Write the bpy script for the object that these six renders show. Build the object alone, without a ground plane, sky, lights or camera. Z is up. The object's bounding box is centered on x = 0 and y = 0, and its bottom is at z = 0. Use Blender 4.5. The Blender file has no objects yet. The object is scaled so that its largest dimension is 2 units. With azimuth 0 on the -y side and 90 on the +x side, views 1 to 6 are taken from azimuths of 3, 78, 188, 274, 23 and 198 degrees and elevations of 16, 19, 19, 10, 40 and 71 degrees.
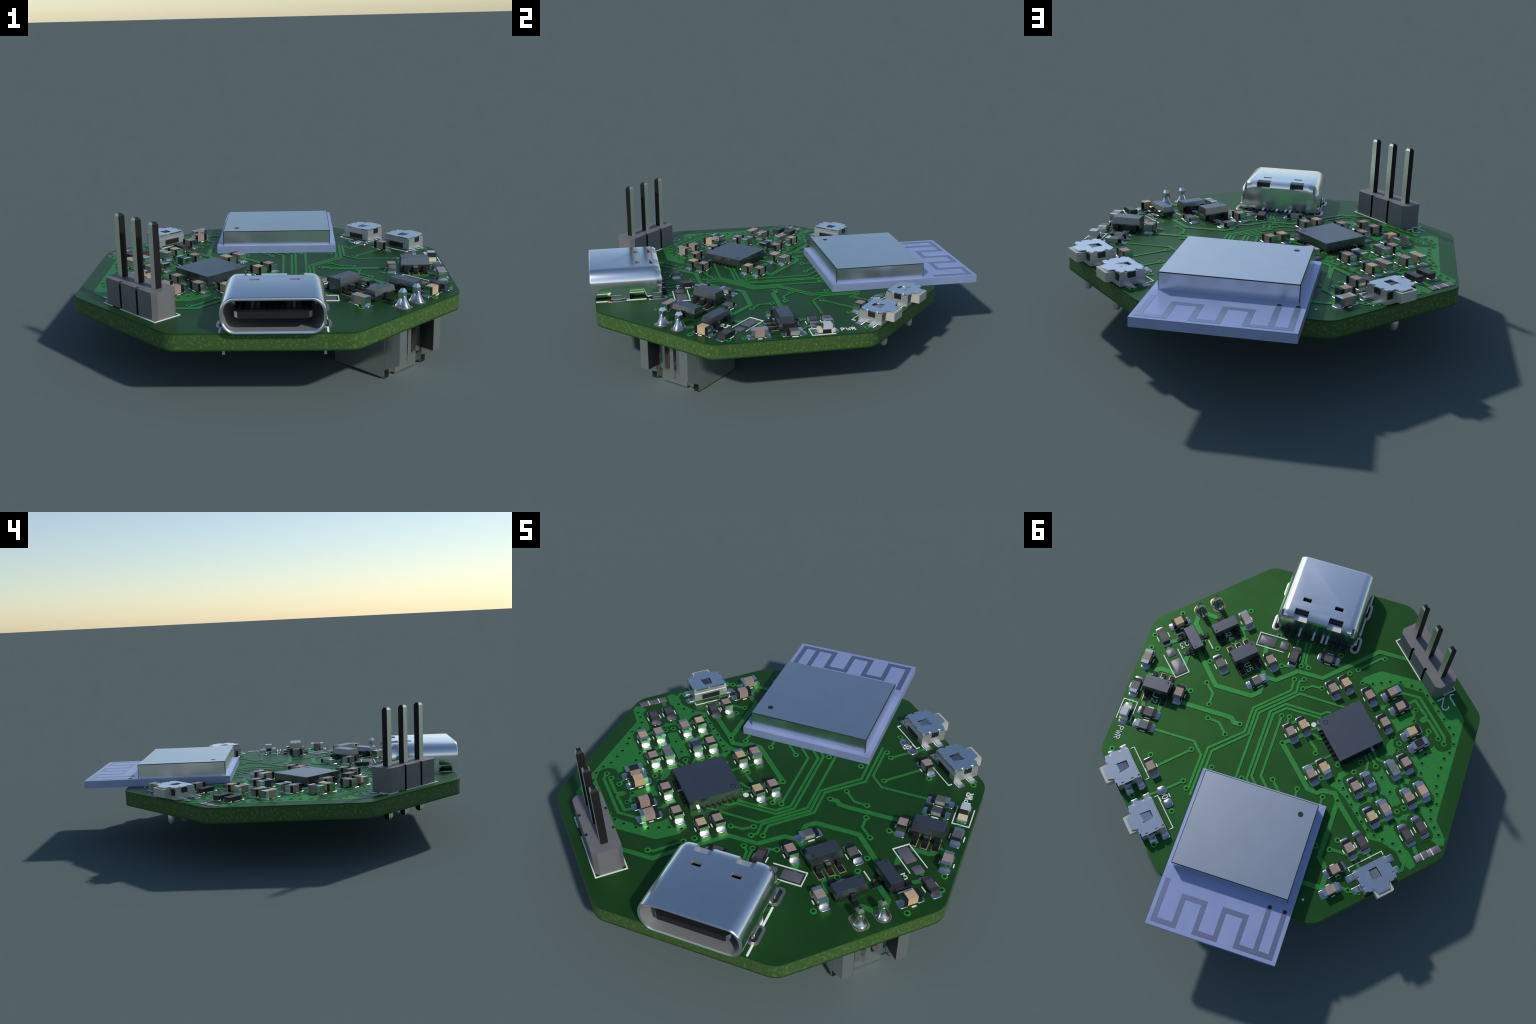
import bpy, bmesh, math, random
from mathutils import Vector, Matrix
random.seed(7)
S = 0.0481            # one millimetre of the real board, in scene metres
ZB = 6.36             # top of the circuit board, mm above the ground
ZL = 4.77             # underside of the circuit board
R2 = math.sqrt(0.5)

# ------------------------------------------------------------------ materials
def principled(name, color, rough=0.5, metal=0.0, spec=0.5):
    m = bpy.data.materials.new(name); m.use_nodes = True
    b = m.node_tree.nodes['Principled BSDF']
    b.inputs['Base Color'].default_value = (*color, 1)
    b.inputs['Roughness'].default_value = rough
    b.inputs['Metallic'].default_value = metal
    b.inputs['Specular IOR Level'].default_value = spec
    return m

def grain(m, c0, c1, scale, lo=0.35, hi=0.65, detail=2.0, bump=0.0, bscale=None, stretch=(1, 1, 1)):
    """mix two colours by a noise field on Object coordinates; optional fine bump"""
    nt = m.node_tree; b = nt.nodes['Principled BSDF']
    tc = nt.nodes.new('ShaderNodeTexCoord'); mp = nt.nodes.new('ShaderNodeMapping')
    mp.inputs['Scale'].default_value = stretch
    nt.links.new(tc.outputs['Object'], mp.inputs['Vector'])
    n = nt.nodes.new('ShaderNodeTexNoise')
    n.inputs['Scale'].default_value = scale; n.inputs['Detail'].default_value = detail
    nt.links.new(mp.outputs['Vector'], n.inputs['Vector'])
    r = nt.nodes.new('ShaderNodeValToRGB')
    r.color_ramp.elements[0].position = lo; r.color_ramp.elements[0].color = (*c0, 1)
    r.color_ramp.elements[1].position = hi; r.color_ramp.elements[1].color = (*c1, 1)
    nt.links.new(n.outputs['Fac'], r.inputs['Fac'])
    nt.links.new(r.outputs['Color'], b.inputs['Base Color'])
    if bump:
        n2 = nt.nodes.new('ShaderNodeTexNoise'); n2.inputs['Scale'].default_value = bscale or scale
        nt.links.new(mp.outputs['Vector'], n2.inputs['Vector'])
        bp = nt.nodes.new('ShaderNodeBump'); bp.inputs['Strength'].default_value = bump
        bp.inputs['Distance'].default_value = 0.002
        nt.links.new(n2.outputs['Fac'], bp.inputs['Height']); nt.links.new(bp.outputs['Normal'], b.inputs['Normal'])
    return m

M = {}
M['mask']   = grain(principled('solder_mask', (.024, .097, .022), .42, .6, .2), (.023, .094, .021), (.026, .104, .0235), 9)
M['copper'] = grain(principled('masked_copper', (.035, .24, .045), .45, .4, .3), (.025, .200, .036), (.040, .290, .056), 170, .3, .7)
M['via']    = grain(principled('via_ring', (.03, .30, .04), .35, .4, .3), (.026, .27, .034), (.042, .38, .055), 150, .3, .7)
M['hole']   = principled('drill_hole', (.003, .018, .003), .7, 0, .2)
M['edge']   = grain(principled('laminate_edge', (.06, .13, .03), .6, 0, .3), (.042, .098, .02), (.118, .182, .056), 84, .5, .75, 2.0)
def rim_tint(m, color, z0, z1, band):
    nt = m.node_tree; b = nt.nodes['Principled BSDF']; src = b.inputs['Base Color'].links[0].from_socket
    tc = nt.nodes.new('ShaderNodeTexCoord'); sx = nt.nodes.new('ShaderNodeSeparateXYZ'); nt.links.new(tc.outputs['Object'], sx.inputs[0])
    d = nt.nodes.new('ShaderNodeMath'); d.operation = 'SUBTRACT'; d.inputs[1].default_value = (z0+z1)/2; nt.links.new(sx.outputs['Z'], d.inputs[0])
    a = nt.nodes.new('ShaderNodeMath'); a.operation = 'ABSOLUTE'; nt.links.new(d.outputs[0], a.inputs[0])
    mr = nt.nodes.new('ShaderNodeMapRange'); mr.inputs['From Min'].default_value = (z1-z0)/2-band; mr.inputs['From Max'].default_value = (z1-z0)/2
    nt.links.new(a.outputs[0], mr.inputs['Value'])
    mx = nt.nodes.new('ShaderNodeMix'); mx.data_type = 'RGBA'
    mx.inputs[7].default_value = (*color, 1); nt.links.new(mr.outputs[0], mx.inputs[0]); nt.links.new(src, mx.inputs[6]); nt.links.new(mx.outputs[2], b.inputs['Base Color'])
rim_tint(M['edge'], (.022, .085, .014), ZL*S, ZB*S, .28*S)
M['silk']   = principled('silkscreen', (.78, .80, .80), .6)
M['tin']    = principled('solder', (.5, .51, .55), .22, 1)
M['pad']    = principled('bare_pad', (.17, .15, .185), .5, .35, .3)
M['ring']   = grain(principled('plated_slot', (.5, .42, .4), .35, 1), (.42, .36, .36), (.62, .5, .46), 200)
M['gold']   = principled('gold_pad_rim', (.30, .27, .15), .4, .5)
M['term']   = principled('terminal_tin', (.80, .81, .80), .2, 1)
M['dark']   = principled('terminal_painted_dark', (.011, .011, .014), .35, 0, .35)  # near-black colour for tin faces that reflect no light
M['pink']   = grain(principled('ceramic_pinkish', (.34, .255, .21), .55, 0, .3), (.325, .24, .20), (.355, .27, .225), 40)
M['tan']    = grain(principled('ceramic_tan', (.54, .39, .225), .55, 0, .3), (.51, .37, .21), (.57, .41, .24), 40)
M['orange'] = principled('ceramic_orange', (.5, .31, .20), .55)
M['black']  = principled('black_resin', (.014, .014, .016), .38)
M['blue']   = principled('ferrite_blue_grey', (.035, .045, .07), .4)
M['grey']   = principled('ferrite_grey', (.14, .15, .14), .5)
M['coat']   = principled('resistor_coat_dark', (.062, .06, .07), .5)
M['coatg']  = principled('resistor_coat_grey', (.10, .098, .095), .5)
M['brown']  = principled('resistor_end_brown', (.045, .038, .035), .45, .2)
M['alumina']= principled('alumina', (.55, .57, .52), .3, .6)
M['chip']   = grain(principled('chip_resin', (.20, .205, .22), .27, .92), (.195, .2, .214), (.206, .212, .227), 50)
M['can']    = grain(principled('shield_metal', (.77, .79, .80), .285, 1), (.755, .775, .785), (.785, .805, .815), 8)
M['rim']    = principled('near_black', (.012, .012, .013), .5)
M['module'] = grain(principled('module_laminate', (.36, .42, .68), .28, .35, .5), (.34, .40, .66), (.37, .43, .70), 12)
M['ant']    = grain(principled('antenna_copper', (.41, .45, .56), .3, .97), (.39, .43, .54), (.43, .47, .58), 120)
M['shell']  = grain(principled('usb_steel', (.97, .975, .98), .2, 1), (.96, .965, .97), (.98, .985, .99), 10)
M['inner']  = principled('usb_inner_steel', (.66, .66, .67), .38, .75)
M['header'] = grain(principled('header_plastic', (.155, .15, .155), .5), (.15, .145, .15), (.165, .16, .165), 30)
M['groove'] = principled('header_groove', (.02, .022, .022), .6)
M['pin']    = principled('pin_plating', (.80, .81, .68), .42, 1)
M['pind']   = principled('pin_shaded_plating', (.014, .014, .013), .45, 0, .15)  # same plating, blackened on the faces that render without reflection
M['housing']= grain(principled('connector_housing', (.66, .66, .61), .16, .9), (.64, .64, .59), (.68, .68, .63), 10)
M['swcase'] = principled('switch_case', (.52, .52, .51), .36, .65)
M['swplate']= grain(principled('switch_plate', (.93, .935, .94), .2, 1), (.91, .915, .92), (.95, .955, .96), 30)
M['button'] = principled('switch_button', (.45, .45, .385), .45)
M['lens']   = principled('led_lens', (.50, .54, .58), .25)
M['cream']  = principled('led_terminal', (.70, .66, .42), .45)

# ------------------------------------------------------------------ mesh helpers (all in mm, local)
def new_bm(): return bmesh.new()

def box(bm, x0, x1, y0, y1, z0, z1, mi=0, top=None):
    v = [bm.verts.new((x, y, z)) for z in (z0, z1) for y in (y0, y1) for x in (x0, x1)]
    q = [(0, 2, 3, 1), (4, 5, 7, 6), (0, 1, 5, 4), (2, 6, 7, 3), (0, 4, 6, 2), (1, 3, 7, 5)]
    fs = []
    for i, f in enumerate(q):
        fc = bm.faces.new([v[k] for k in f]); fc.material_index = mi
        if i == 1 and top is not None: fc.material_index = top
        fs.append(fc)
    return fs

def prism(bm, pts, z0, z1, mi=0, side=None):
    """upright prism over a counter-clockwise (or any) polygon"""
    a = sum(pts[i][0]*pts[(i+1) % len(pts)][1]-pts[(i+1) % len(pts)][0]*pts[i][1] for i in range(len(pts)))
    if a < 0: pts = pts[::-1]
    lo = [bm.verts.new((x, y, z0)) for x, y in pts]; hi = [bm.verts.new((x, y, z1)) for x, y in pts]
    n = len(pts)
    f = bm.faces.new(hi); f.material_index = mi
    f = bm.faces.new(lo[::-1]); f.material_index = mi
    for i in range(n):
        f = bm.faces.new((lo[i], lo[(i+1) % n], hi[(i+1) % n], hi[i])); f.material_index = mi if side is None else side

def ribbon(bm, pts, w, z0, z1, mi=0, caps=True):
    """constant-width strip along a polyline: mitred joints, rounded ends"""
    P = [Vector((x, y)) for x, y in pts]; n = len(P); h = w/2; L = []; R = []
    for i in range(n):
        d0 = (P[i]-P[i-1]).normalized() if i else (P[1]-P[0]).normalized()
        d1 = (P[i+1]-P[i]).normalized() if i < n-1 else d0
        t = (d0+d1).normalized(); nn = Vector((-t.y, t.x)); k = h/max(.45, nn.dot(Vector((-d0.y, d0.x))))
        L.append(P[i]+nn*k); R.append(P[i]-nn*k)
    poly = list(L)
    def cap(c, d):
        a0 = math.atan2(d.y, d.x)
        return [c+Vector((math.cos(a0+math.pi/2-math.pi*j/6), math.sin(a0+math.pi/2-math.pi*j/6)))*h for j in range(1, 6)]
    if caps: poly += cap(P[-1], P[-1]-P[-2])
    poly += R[::-1]
    if caps: poly += cap(P[0], P[0]-P[1])
    # quads between left and right side keep the strip valid however it bends
    m = len(poly)
    lo = [bm.verts.new((p.x, p.y, z0)) for p in poly]; hi = [bm.verts.new((p.x, p.y, z1)) for p in poly]
    for i in range(m):
        bm.faces.new((lo[(i+1) % m], lo[i], hi[i], hi[(i+1) % m])).material_index = mi
    nc = 5 if caps else 0
    li = list(range(n)); ri = [n+nc+n-1-i for i in range(n)]
    for i in range(n-1):
        bm.faces.new((hi[li[i]], hi[ri[i]], hi[ri[i+1]], hi[li[i+1]])).material_index = mi
    if caps:
        bm.faces.new([hi[k] for k in [n-1]+list(range(n, n+nc))+[ri[-1]]][::-1]).material_index = mi
        bm.faces.new([hi[k] for k in [ri[0]]+list(range(n+nc+n, m))+[0]][::-1]).material_index = mi

def rrect(cx, cy, sx, sy, r, ang=0, k=4):
    pts = []; c, s = math.cos(math.radians(ang)), math.sin(math.radians(ang))
    for qx, qy, a0 in ((1, 1, 0), (-1, 1, 90), (-1, -1, 180), (1, -1, 270)):
        for j in range(k+1):
            a = math.radians(a0+90*j/k)
            x = qx*(sx/2-r)+r*math.cos(a); y = qy*(sy/2-r)+r*math.sin(a)
            pts.append((cx+x*c-y*s, cy+x*s+y*c))
    return pts

def disc(cx, cy, r, n=20): return [(cx+r*math.cos(2*math.pi*i/n), cy+r*math.sin(2*math.pi*i/n)) for i in range(n)]

def ring(bm, cx, cy, r0, r1, z0, z1, mi=0, n=20):
    a = disc(cx, cy, r0, n); b = disc(cx, cy, r1, n)
    ai = [bm.verts.new((*p, z1)) for p in a]; bo = [bm.verts.new((*p, z1)) for p in b]; bl = [bm.verts.new((*p, z0)) for p in b]
    al = [bm.verts.new((*p, z0)) for p in a]
    for i in range(n):
        j = (i+1) % n
        for f in ((ai[i], bo[i], bo[j], ai[j]), (bo[i], bl[i], bl[j], bo[j]), (al[i], ai[i], ai[j], al[j])):
            bm.faces.new(f).material_index = mi

def lathe(bm, prof, n=24, ax=1.0, ay=1.0, mi=0):
    rows = [[bm.verts.new((r*ax*math.cos(2*math.pi*i/n), r*ay*math.sin(2*math.pi*i/n), z)) for i in range(n)] for r, z in prof]
    for a, b in zip(rows, rows[1:]):
        for i in range(n):
            f = bm.faces.new((a[i], a[(i+1) % n], b[(i+1) % n], b[i])); f.material_index = mi; f.smooth = True
    bm.faces.new(rows[-1]).material_index = mi; bm.faces.new(rows[0][::-1]).material_index = mi

def mesh(bm, name, mats, bevel=0.0, smooth=None):
    if bevel:
        bmesh.ops.bevel(bm, geom=[e for e in bm.edges if e.is_manifold and e.calc_face_angle(0) > .6], offset=bevel, segments=2, affect='EDGES', profile=.6)
    bmesh.ops.scale(bm, vec=(S, S, S), verts=bm.verts)
    me = bpy.data.meshes.new(name); bm.to_mesh(me); bm.free()
    for m in mats: me.materials.append(M[m])
    if smooth: me.shade_smooth() if smooth is True else me.set_sharp_from_angle(angle=math.radians(smooth))
    if smooth and smooth is not True:
        for p in me.polygons: p.use_smooth = True
    return me

COL = bpy.context.scene.collection
def put(name, me, parent, loc=(0, 0, 0), ang=0.0):
    o = bpy.data.objects.new(name, me); COL.objects.link(o)
    o.location = Vector(loc)*S; o.rotation_euler = (0, 0, math.radians(ang)); o.parent = parent
    return o
def group(name, parent, loc=(0, 0, 0), ang=0.0): return put(name, None, parent, loc, ang)

root = group('circuit_board_assembly', None)
root['label'] = 'green octagonal circuit board with wireless module and USB socket'
root['category'] = 'circuit board'

# ------------------------------------------------------------------ the octagonal board
def rounded(poly, r, k=8):
    out = []; n = len(poly)
    for i in range(n):
        p = Vector(poly[i]); a = (Vector(poly[i-1])-p).normalized(); b = (Vector(poly[(i+1) % n])-p).normalized()
        half = a.angle(b)/2; d = r/math.tan(half); c = p+(a+b).normalized()*(r/math.sin(half))
        s = p+a*d-c; e = p+b*d-c; t = s.angle(e); sg = 1 if s.x*e.y-s.y*e.x > 0 else -1
        for j in range(k+1):
            w = sg*t*j/k; out.append((c.x+s.x*math.cos(w)-s.y*math.sin(w), c.y+s.x*math.sin(w)+s.y*math.cos(w)))
    return out
HX, YF, YK = 18.09, -20.285, 15.89       # half width, front edge, back edge
DF, DK = 19.92/R2, 16.82/R2              # front and back 45 degree cuts
outline = [(DF+YF, YF), (HX, HX-DF), (HX, DK-HX), (DK-YK, YK), (YK-DK, YK), (-HX, DK-HX), (-HX, HX-DF), (-DF-YF, YF)]
bm = new_bm(); prism(bm, rounded(outline, 2.0), ZL, ZB, 0, 1)
sharp = [e for e in bm.edges if abs(e.verts[0].co.z-e.verts[1].co.z) < 1e-6]
bmesh.ops.bevel(bm, geom=sharp, offset=.11, segments=3, affect='EDGES', profile=.5, material=0)
put('board_laminate', mesh(bm, 'board_laminate', ['mask', 'edge'], smooth=35), root)

# ------------------------------------------------------------------ copper pour of the radio corner
H_POUR, H_CLR, H_TR, H_PAD, H_SILK = .015, .030, .045, .065, .06
pour = [(-5.05, -9.9), (-5.2, -10.5), (-6.8, -11.85), (-11.3, -12.0), (-14.0, -11.95), (-16.5, -9.2), (-16.5, 2.2), (-17.8, 3.8), (-17.85, 4.5), (-17.2, 4.6),
        (-15.6, 3.9), (-13.9, 5.2), (-15.75, 7.25), (-15.35, 7.85), (-14.25, 7.35), (-13.6, 6.55), (-11.95, 6.05), (-10.55, 6.15), (-10.2, 5.55),
        (-8.95, 4.4), (-7.35, 2.95), (-6.2, 2.2), (-5.35, 2.0), (-5.8, .9), (-5.75, .5), (-6.4, -.05), (-7.3, .5), (-8.5, -.5), (-10.1, -2.0), (-9.6, -3.9), (-10.0, -5.6), (-8.4, -7.2), (-6.6, -8.7)]
bm = new_bm(); prism(bm, pour, ZB+.002, ZB+H_POUR)
bm.normal_update(); bmesh.ops.triangulate(bm, faces=[f for f in bm.faces if len(f.verts) > 4])
put('copper_pour', mesh(bm, 'copper_pour', ['copper']), root)

# ------------------------------------------------------------------ parts placement tables (mm)
# kind, x, y, angle, terminal tops (d = dark reflection painted on, l = bright tin)
PASSIVES = [
 ('tan', 15.38, -10.39, 45, 'dd'), ('rblack', 16.48, -8.38, 135, 'dd'), ('pink', 17.10, -5.40, 90, 'll'), ('rgrey', 17.18, -2.05, 90, 'dl'),
 ('pink', 8.68, -13.01, 135, 'll'), ('pink', 4.64, -9.16, 135, 'dd'), ('rblack', 2.43, -10.52, 90, 'dd'), ('rpale', -1.11, -11.41, 0, 'dd'),
 ('pink', -2.60, -8.10, 135, 'dd'), ('tan', -3.69, -9.12, 135, 'dd'), ('pink', -6.41, -8.55, 135, 'dd'), ('pink', -8.57, -9.63, 45, 'ld'),
 ('pink', -9.79, -8.34, 45, 'dd'), ('pink', 12.52, -2.64, 90, 'dd'), ('rpale', 14.80, .30, 0, 'dd'), ('rgrey', 14.79, 1.80, 0, 'dl'),
 ('pink', 12.43, 5.87, 135, 'dd'), ('pink', .13, -2.13, 135, 'dd'), ('tan', -.88, -3.24, 135, 'dd'), ('pink', -3.23, 1.57, 135, 'ld'),
 ('tan', -4.25, .50, 135, 'dl'), ('pink', -7.86, 1.44, 135, 'dd'), ('pink', -8.75, -6.12, 135, 'dd'), ('tan', -11.67, -6.00, 45, 'dl'),
 ('blacktop', -12.71, -4.95, 45, 'll'), ('pink', -11.96, -2.58, 135, 'dd'), ('grey', -10.92, -1.57, 135, 'll'), ('blue', -8.93, .42, 135, 'll'),
 ('orange', -14.33, -.24, 135, 'll'), ('pink', -13.24, .88, 135, 'ld'), ('tan', -10.26, 3.93, 135, 'dd'), ('pink', -11.28, 2.74, 135, 'll'),
 ('rblack', -15.14, 3.38, 135, 'dd'), ('rblack', -14.08, 4.59, 135, 'dd'), ('rblack', -10.02, 6.67, 135, 'dd'), ('pink', -9.06, 7.72, 135, 'dd'),
 ('pink', -8.34, 10.19, 45, 'dd'), ('pink', -8.53, 12.22, 45, 'll'), ('rgrey', 5.28, -6.58, 45, 'ld'), ('rgrey', 9.58, -7.26, 135, 'dd')]

# ------------------------------------------------------------------ traces: width, polyline
TRACES = [
 (.25, [(1.64, -8.0), (1.58, -6.71), (4.73, -3.62), (4.71, -.8), (7.7, 2.03), (7.71, 4.82), (7.73, 7.29)]),
 (.25, [(.66, -8.33), (1.08, -7.96), (.99, -6.71), (4.34, -3.51), (4.27, -.7), (7.22, 2.25), (7.21, 4.6)]),
 (.25, [(-4.26, -6.63), (.57, -6.65), (3.95, -3.3), (3.94, 4.6)]),
 (.25, [(-3.06, -5.61), (-2.64, -5.52), (-2.2, -5.08), (1.59, -5.09), (2.91, -3.79), (2.86, 3.96), (2.3, 4.6)]),
 (.25, [(-2.23, -4.71), (1.41, -4.67), (2.5, -3.63), (2.47, 3.55), (1.5, 4.6)]),
 (.25, [(1.61, -3.7), (1.6, -3.2), (1.58, 3.21), (.3, 4.6)]),
 (.25, [(.82, -3.83), (.82, -3.27), (.72, -2.83)]), (.3, [(.73, -2.87), (-.34, -3.94)]),
 (.4, [(.63, -.84), (-.26, -1.5), (-1.32, -2.55)]),
 (.5, [(.63, -.84), (-3.35, 3.05), (-4.33, 3.14), (-4.81, 2.75), (-6.07, 2.65), (-6.57, 3.3)]),
 (.5, [(-6.58, 3.32), (-6.53, 9.39), (-7.57, 10.42)]), (.5, [(-6.58, 3.32), (-9.37, 5.95)]), (.5, [(-7.66, 10.73), (-7.67, 12.25), (-5.6, 12.28)]),
 (.3, [(-1.45, -2.4), (-2.87, -1.26), (-2.94, -.84)]), (.25, [(-1.34, -2.74), (-2.45, -3.73)]),
 (.25, [(-1.45, -2.68), (-1.96, -2.76), (-2.52, -2.66), (-2.85, -2.44), (-3.16, -2.57)]),
 (.25, [(.32, 3.21), (-.9, 4.5)]), (.25, [(-2.34, 3.4), (-2.41, 4.6)]), (.25, [(-5.02, 3.41), (-5.02, 4.6)]),
 (.5, [(12.56, -1.82), (7.01, -1.88), (6.44, -1.8), (6.09, -1.44), (5.46, -1.44)]),
 (.25, [(8.8, -1.05), (7.56, -.96), (6.52, .08)]), (.25, [(10.27, -4.81), (9.25, -3.84), (9.22, -2.55)]),
 (.5, [(12.31, -8.0), (9.3, -4.8), (8.02, -4.8), (5.33, -4.84), (4.65, -5.5), (4.64, -6.29)]),
 (.25, [(.46, -7.28), (-.38, -7.9), (-1.44, -7.95)]), (.25, [(-2.55, .79), (-3.62, -.25), (-4.62, -1.23)]), (.25, [(-5.48, -.33), (-5.1, -.83)]),
 (.25, [(13.98, 1.83), (9.29, 1.8), (8.1, 3.0), (8.11, 6.6), (8.3, 6.8)]), (.25, [(9.23, 2.74), (12.16, 5.68)]),
 (.25, [(11.55, -3.4), (12.51, -3.4)]), (.25, [(8.86, 6.16), (10.49, 7.74), (11.71, 8.69)]),
 (.45, [(4.72, -7.33), (3.4, -7.36), (1.56, -9.05), (-1.13, -9.1), (-3.9, -11.81), (-6.0, -13.95), (-10.47, -14.02)]),
 (.25, [(-6.79, -13.26), (-6.36, -13.2), (-4.43, -11.18)]),
 (.25, [(1.42, -9.72), (1.49, -10.81), (1.7, -12.77)]), (.25, [(.61, -9.74), (1.08, -10.23), (1.2, -11.1), (1.2, -12.93)]),
 (.25, [(2.59, -11.97), (2.63, -12.67)]), (.25, [(-.39, -11.93), (-.3, -12.82)]), (.25, [(3.39, -9.12), (2.48, -9.37)]),
 (.5, [(11.97, -12.38), (12.94, -12.48)]), (.5, [(13.75, -11.88), (13.71, -10.97), (12.21, -9.4)]),
 (.4, [(15.89, -7.78), (14.65, -8.7)]), (.4, [(15.52, -7.29), (15.1, -6.85)]), (.5, [(16.0, -4.4), (15.42, -4.8), (14.02, -4.77)]),
 (.5, [(16.95, -4.7), (16.2, -3.95)]), (.5, [(13.27, -7.22), (13.24, -6.12)]),
 (.4, [(15.93, -1.1), (15.61, -.04)]), (.4, [(13.92, -1.08), (13.96, 0)]), (.4, [(16.92, 1.94), (15.67, 1.91)]),
 (.5, [(9.21, -11.63), (8.22, -12.27)]), (.5, [(8.62, -11.52), (8.05, -10.68)]), (.5, [(5.65, -10.65), (5.45, -9.8)]), (.4, [(5.6, -8.34), (4.81, -7.6)]),
 (.3, [(-9.12, -10.15), (-9.67, -10.09), (-11.47, -10.14), (-12.8, -8.83), (-15.05, -6.62), (-15.14, -5.92)]),
 (.3, [(-10.4, -9.06), (-11.11, -9.68), (-12.18, -8.69), (-12.6, -8.4), (-12.66, -8.2), (-12.28, -7.9), (-12.25, -7.72), (-12.45, -7.62), (-12.85, -7.93), (-13.05, -7.9), (-14.35, -6.62), (-14.44, -6.3)]),
 (.25, [(-13.31, -6.76), (-13.22, -5.79)]), (.25, [(-8.5, -2.92), (-9.11, -2.18), (-10.18, -2.07)]), (.25, [(-8.09, -2.54), (-8.93, -1.75), (-9.17, -1.41)]),
 (.25, [(-7.76, -2.2), (-8.31, -1.64), (-8.42, -.38)]), (.3, [(-11.56, -1.14), (-12.44, -1.98)]), (.3, [(-11.65, -.8), (-12.61, .16)]),
 (.3, [(-9.61, 1.05), (-10.62, 2.17)]), (.3, [(-13.76, 1.58), (-14.49, 2.68)]), (.3, [(-12.12, 3.28), (-12.63, 3.29), (-13.28, 3.79)]),
 (.3, [(-8.4, 1.9), (-9.45, 1.1)]), (.3, [(-10.82, 4.33), (-11.78, 3.57)]), (.3, [(-13.95, 1.34), (-14.88, .4)]),
 (.3, [(-7.28, 8.28), (-8.84, 8.29), (-9.54, 8.4)]), (.3, [(-9.57, 8.22), (-10.5, 7.39)]), (.3, [(-9.89, 8.46), (-10.53, 9.19)]), (.3, [(-10.65, 7.34), (-11.32, 7.9)]),
 (.3, [(-14.58, 7.09), (-14.61, 8.1), (-14.18, 8.33)]), (.3, [(-9.42, 11.59), (-9.94, 11.67), (-11.26, 11.66)]), (.4, [(-14.69, 5.06), (-15.45, 6.02)])]

# clearance (bare laminate colour) cut into the pour around parts, traces and the chip
bm = new_bm(); zc = 0.0
RF = lambda x, y: x < -5.0 and y < 6.5 and not (x > -7.0 and y < -8.6)
k = 0
for kind, x, y, a, fin in PASSIVES:
    if x < -6.2 and -10.5 < y < 5.2:
        k += 1; prism(bm, rrect(x, y, 3.15, 1.65, .55, a), ZB+.004, ZB+H_CLR+.0002*k)
for pts in ([(-9.12, -10.15), (-11.47, -10.14), (-12.8, -8.83), (-15.05, -6.62), (-15.3, -5.9)], [(-10.4, -9.06), (-11.2, -9.6), (-12.5, -8.1), (-14.35, -6.62), (-14.6, -6.1)], [(-12.2, -8.0), (-13.4, -6.8)]):
    k += 1; ribbon(bm, pts, 1.35, ZB+.004, ZB+H_CLR+.0002*k)
k += 1; prism(bm, disc(-15.0, -6.0, .95), ZB+.004, ZB+H_CLR+.0002*k)
for p in ((-12.52, 2.53), (-13.09, 1.98), (-9.17, -1.41), (-8.42, -.6), (-7.3, .3), (-10.78, -4.53), (-13.31, -6.76)):
    k += 1; prism(bm, disc(*p, .62), ZB+.004, ZB+H_CLR+.0002*k)
put('pour_clearance', mesh(bm, 'pour_clearance', ['mask']), root)

for i, (w, pts) in enumerate(TRACES):
    bm = new_bm(); ribbon(bm, pts, w, ZB+.001, ZB+H_TR+.0001*i)
    put('copper_trace', mesh(bm, 'copper_trace', ['copper']), root)

VIAS = [(15.49, -11.69), (17.41, -8.33), (17.27, -6.82), (10.5, -8.9), (10.79, -7.23), (8.6, -14.26), (4.75, -12.4), (3.39, -9.12), (9.17, -10.18), (1.42, -9.72),
 (.61, -9.74), (-2.24, -12.21), (-3.72, -10.51), (-6.79, -13.26), (-4.43, -11.18), (17.01, -.37), (11.55, -3.4), (10.27, -4.81), (9.22, -2.55), (8.8, -1.05),
 (6.52, .08), (9.23, 2.74), (13.0, 4.57), (17.0, 5.17), (6.63, 3.91), (8.86, 6.16), (8.3, 6.8), (13.2, 9.25), (8.86, 9.52), (9.33, 13.31), (5.46, -1.44),
 (1.61, -3.7), (.82, -3.83), (.63, -.84), (-2.94, -.84), (.46, -7.28), (-1.44, -7.95), (3.36, 4.07), (.32, 3.21), (-2.34, 3.4), (-5.02, 3.41), (-6.57, 3.3),
 (-5.48, -.33), (-4.3, 1.53), (1.64, -8.02), (.66, -8.35), (-7.26, -.13), (-7.62, -1.34), (-9.17, -1.41), (-12.52, 2.53), (-13.09, 1.98), (-7.74, 7.21),
 (-7.28, 8.35), (-5.85, 8.43), (-8.87, 10.67), (-10.14, 11.66), (-10.78, -4.53), (-13.31, -6.76), (-14.44, -6.3), (-15.14, -5.92)]
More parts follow.
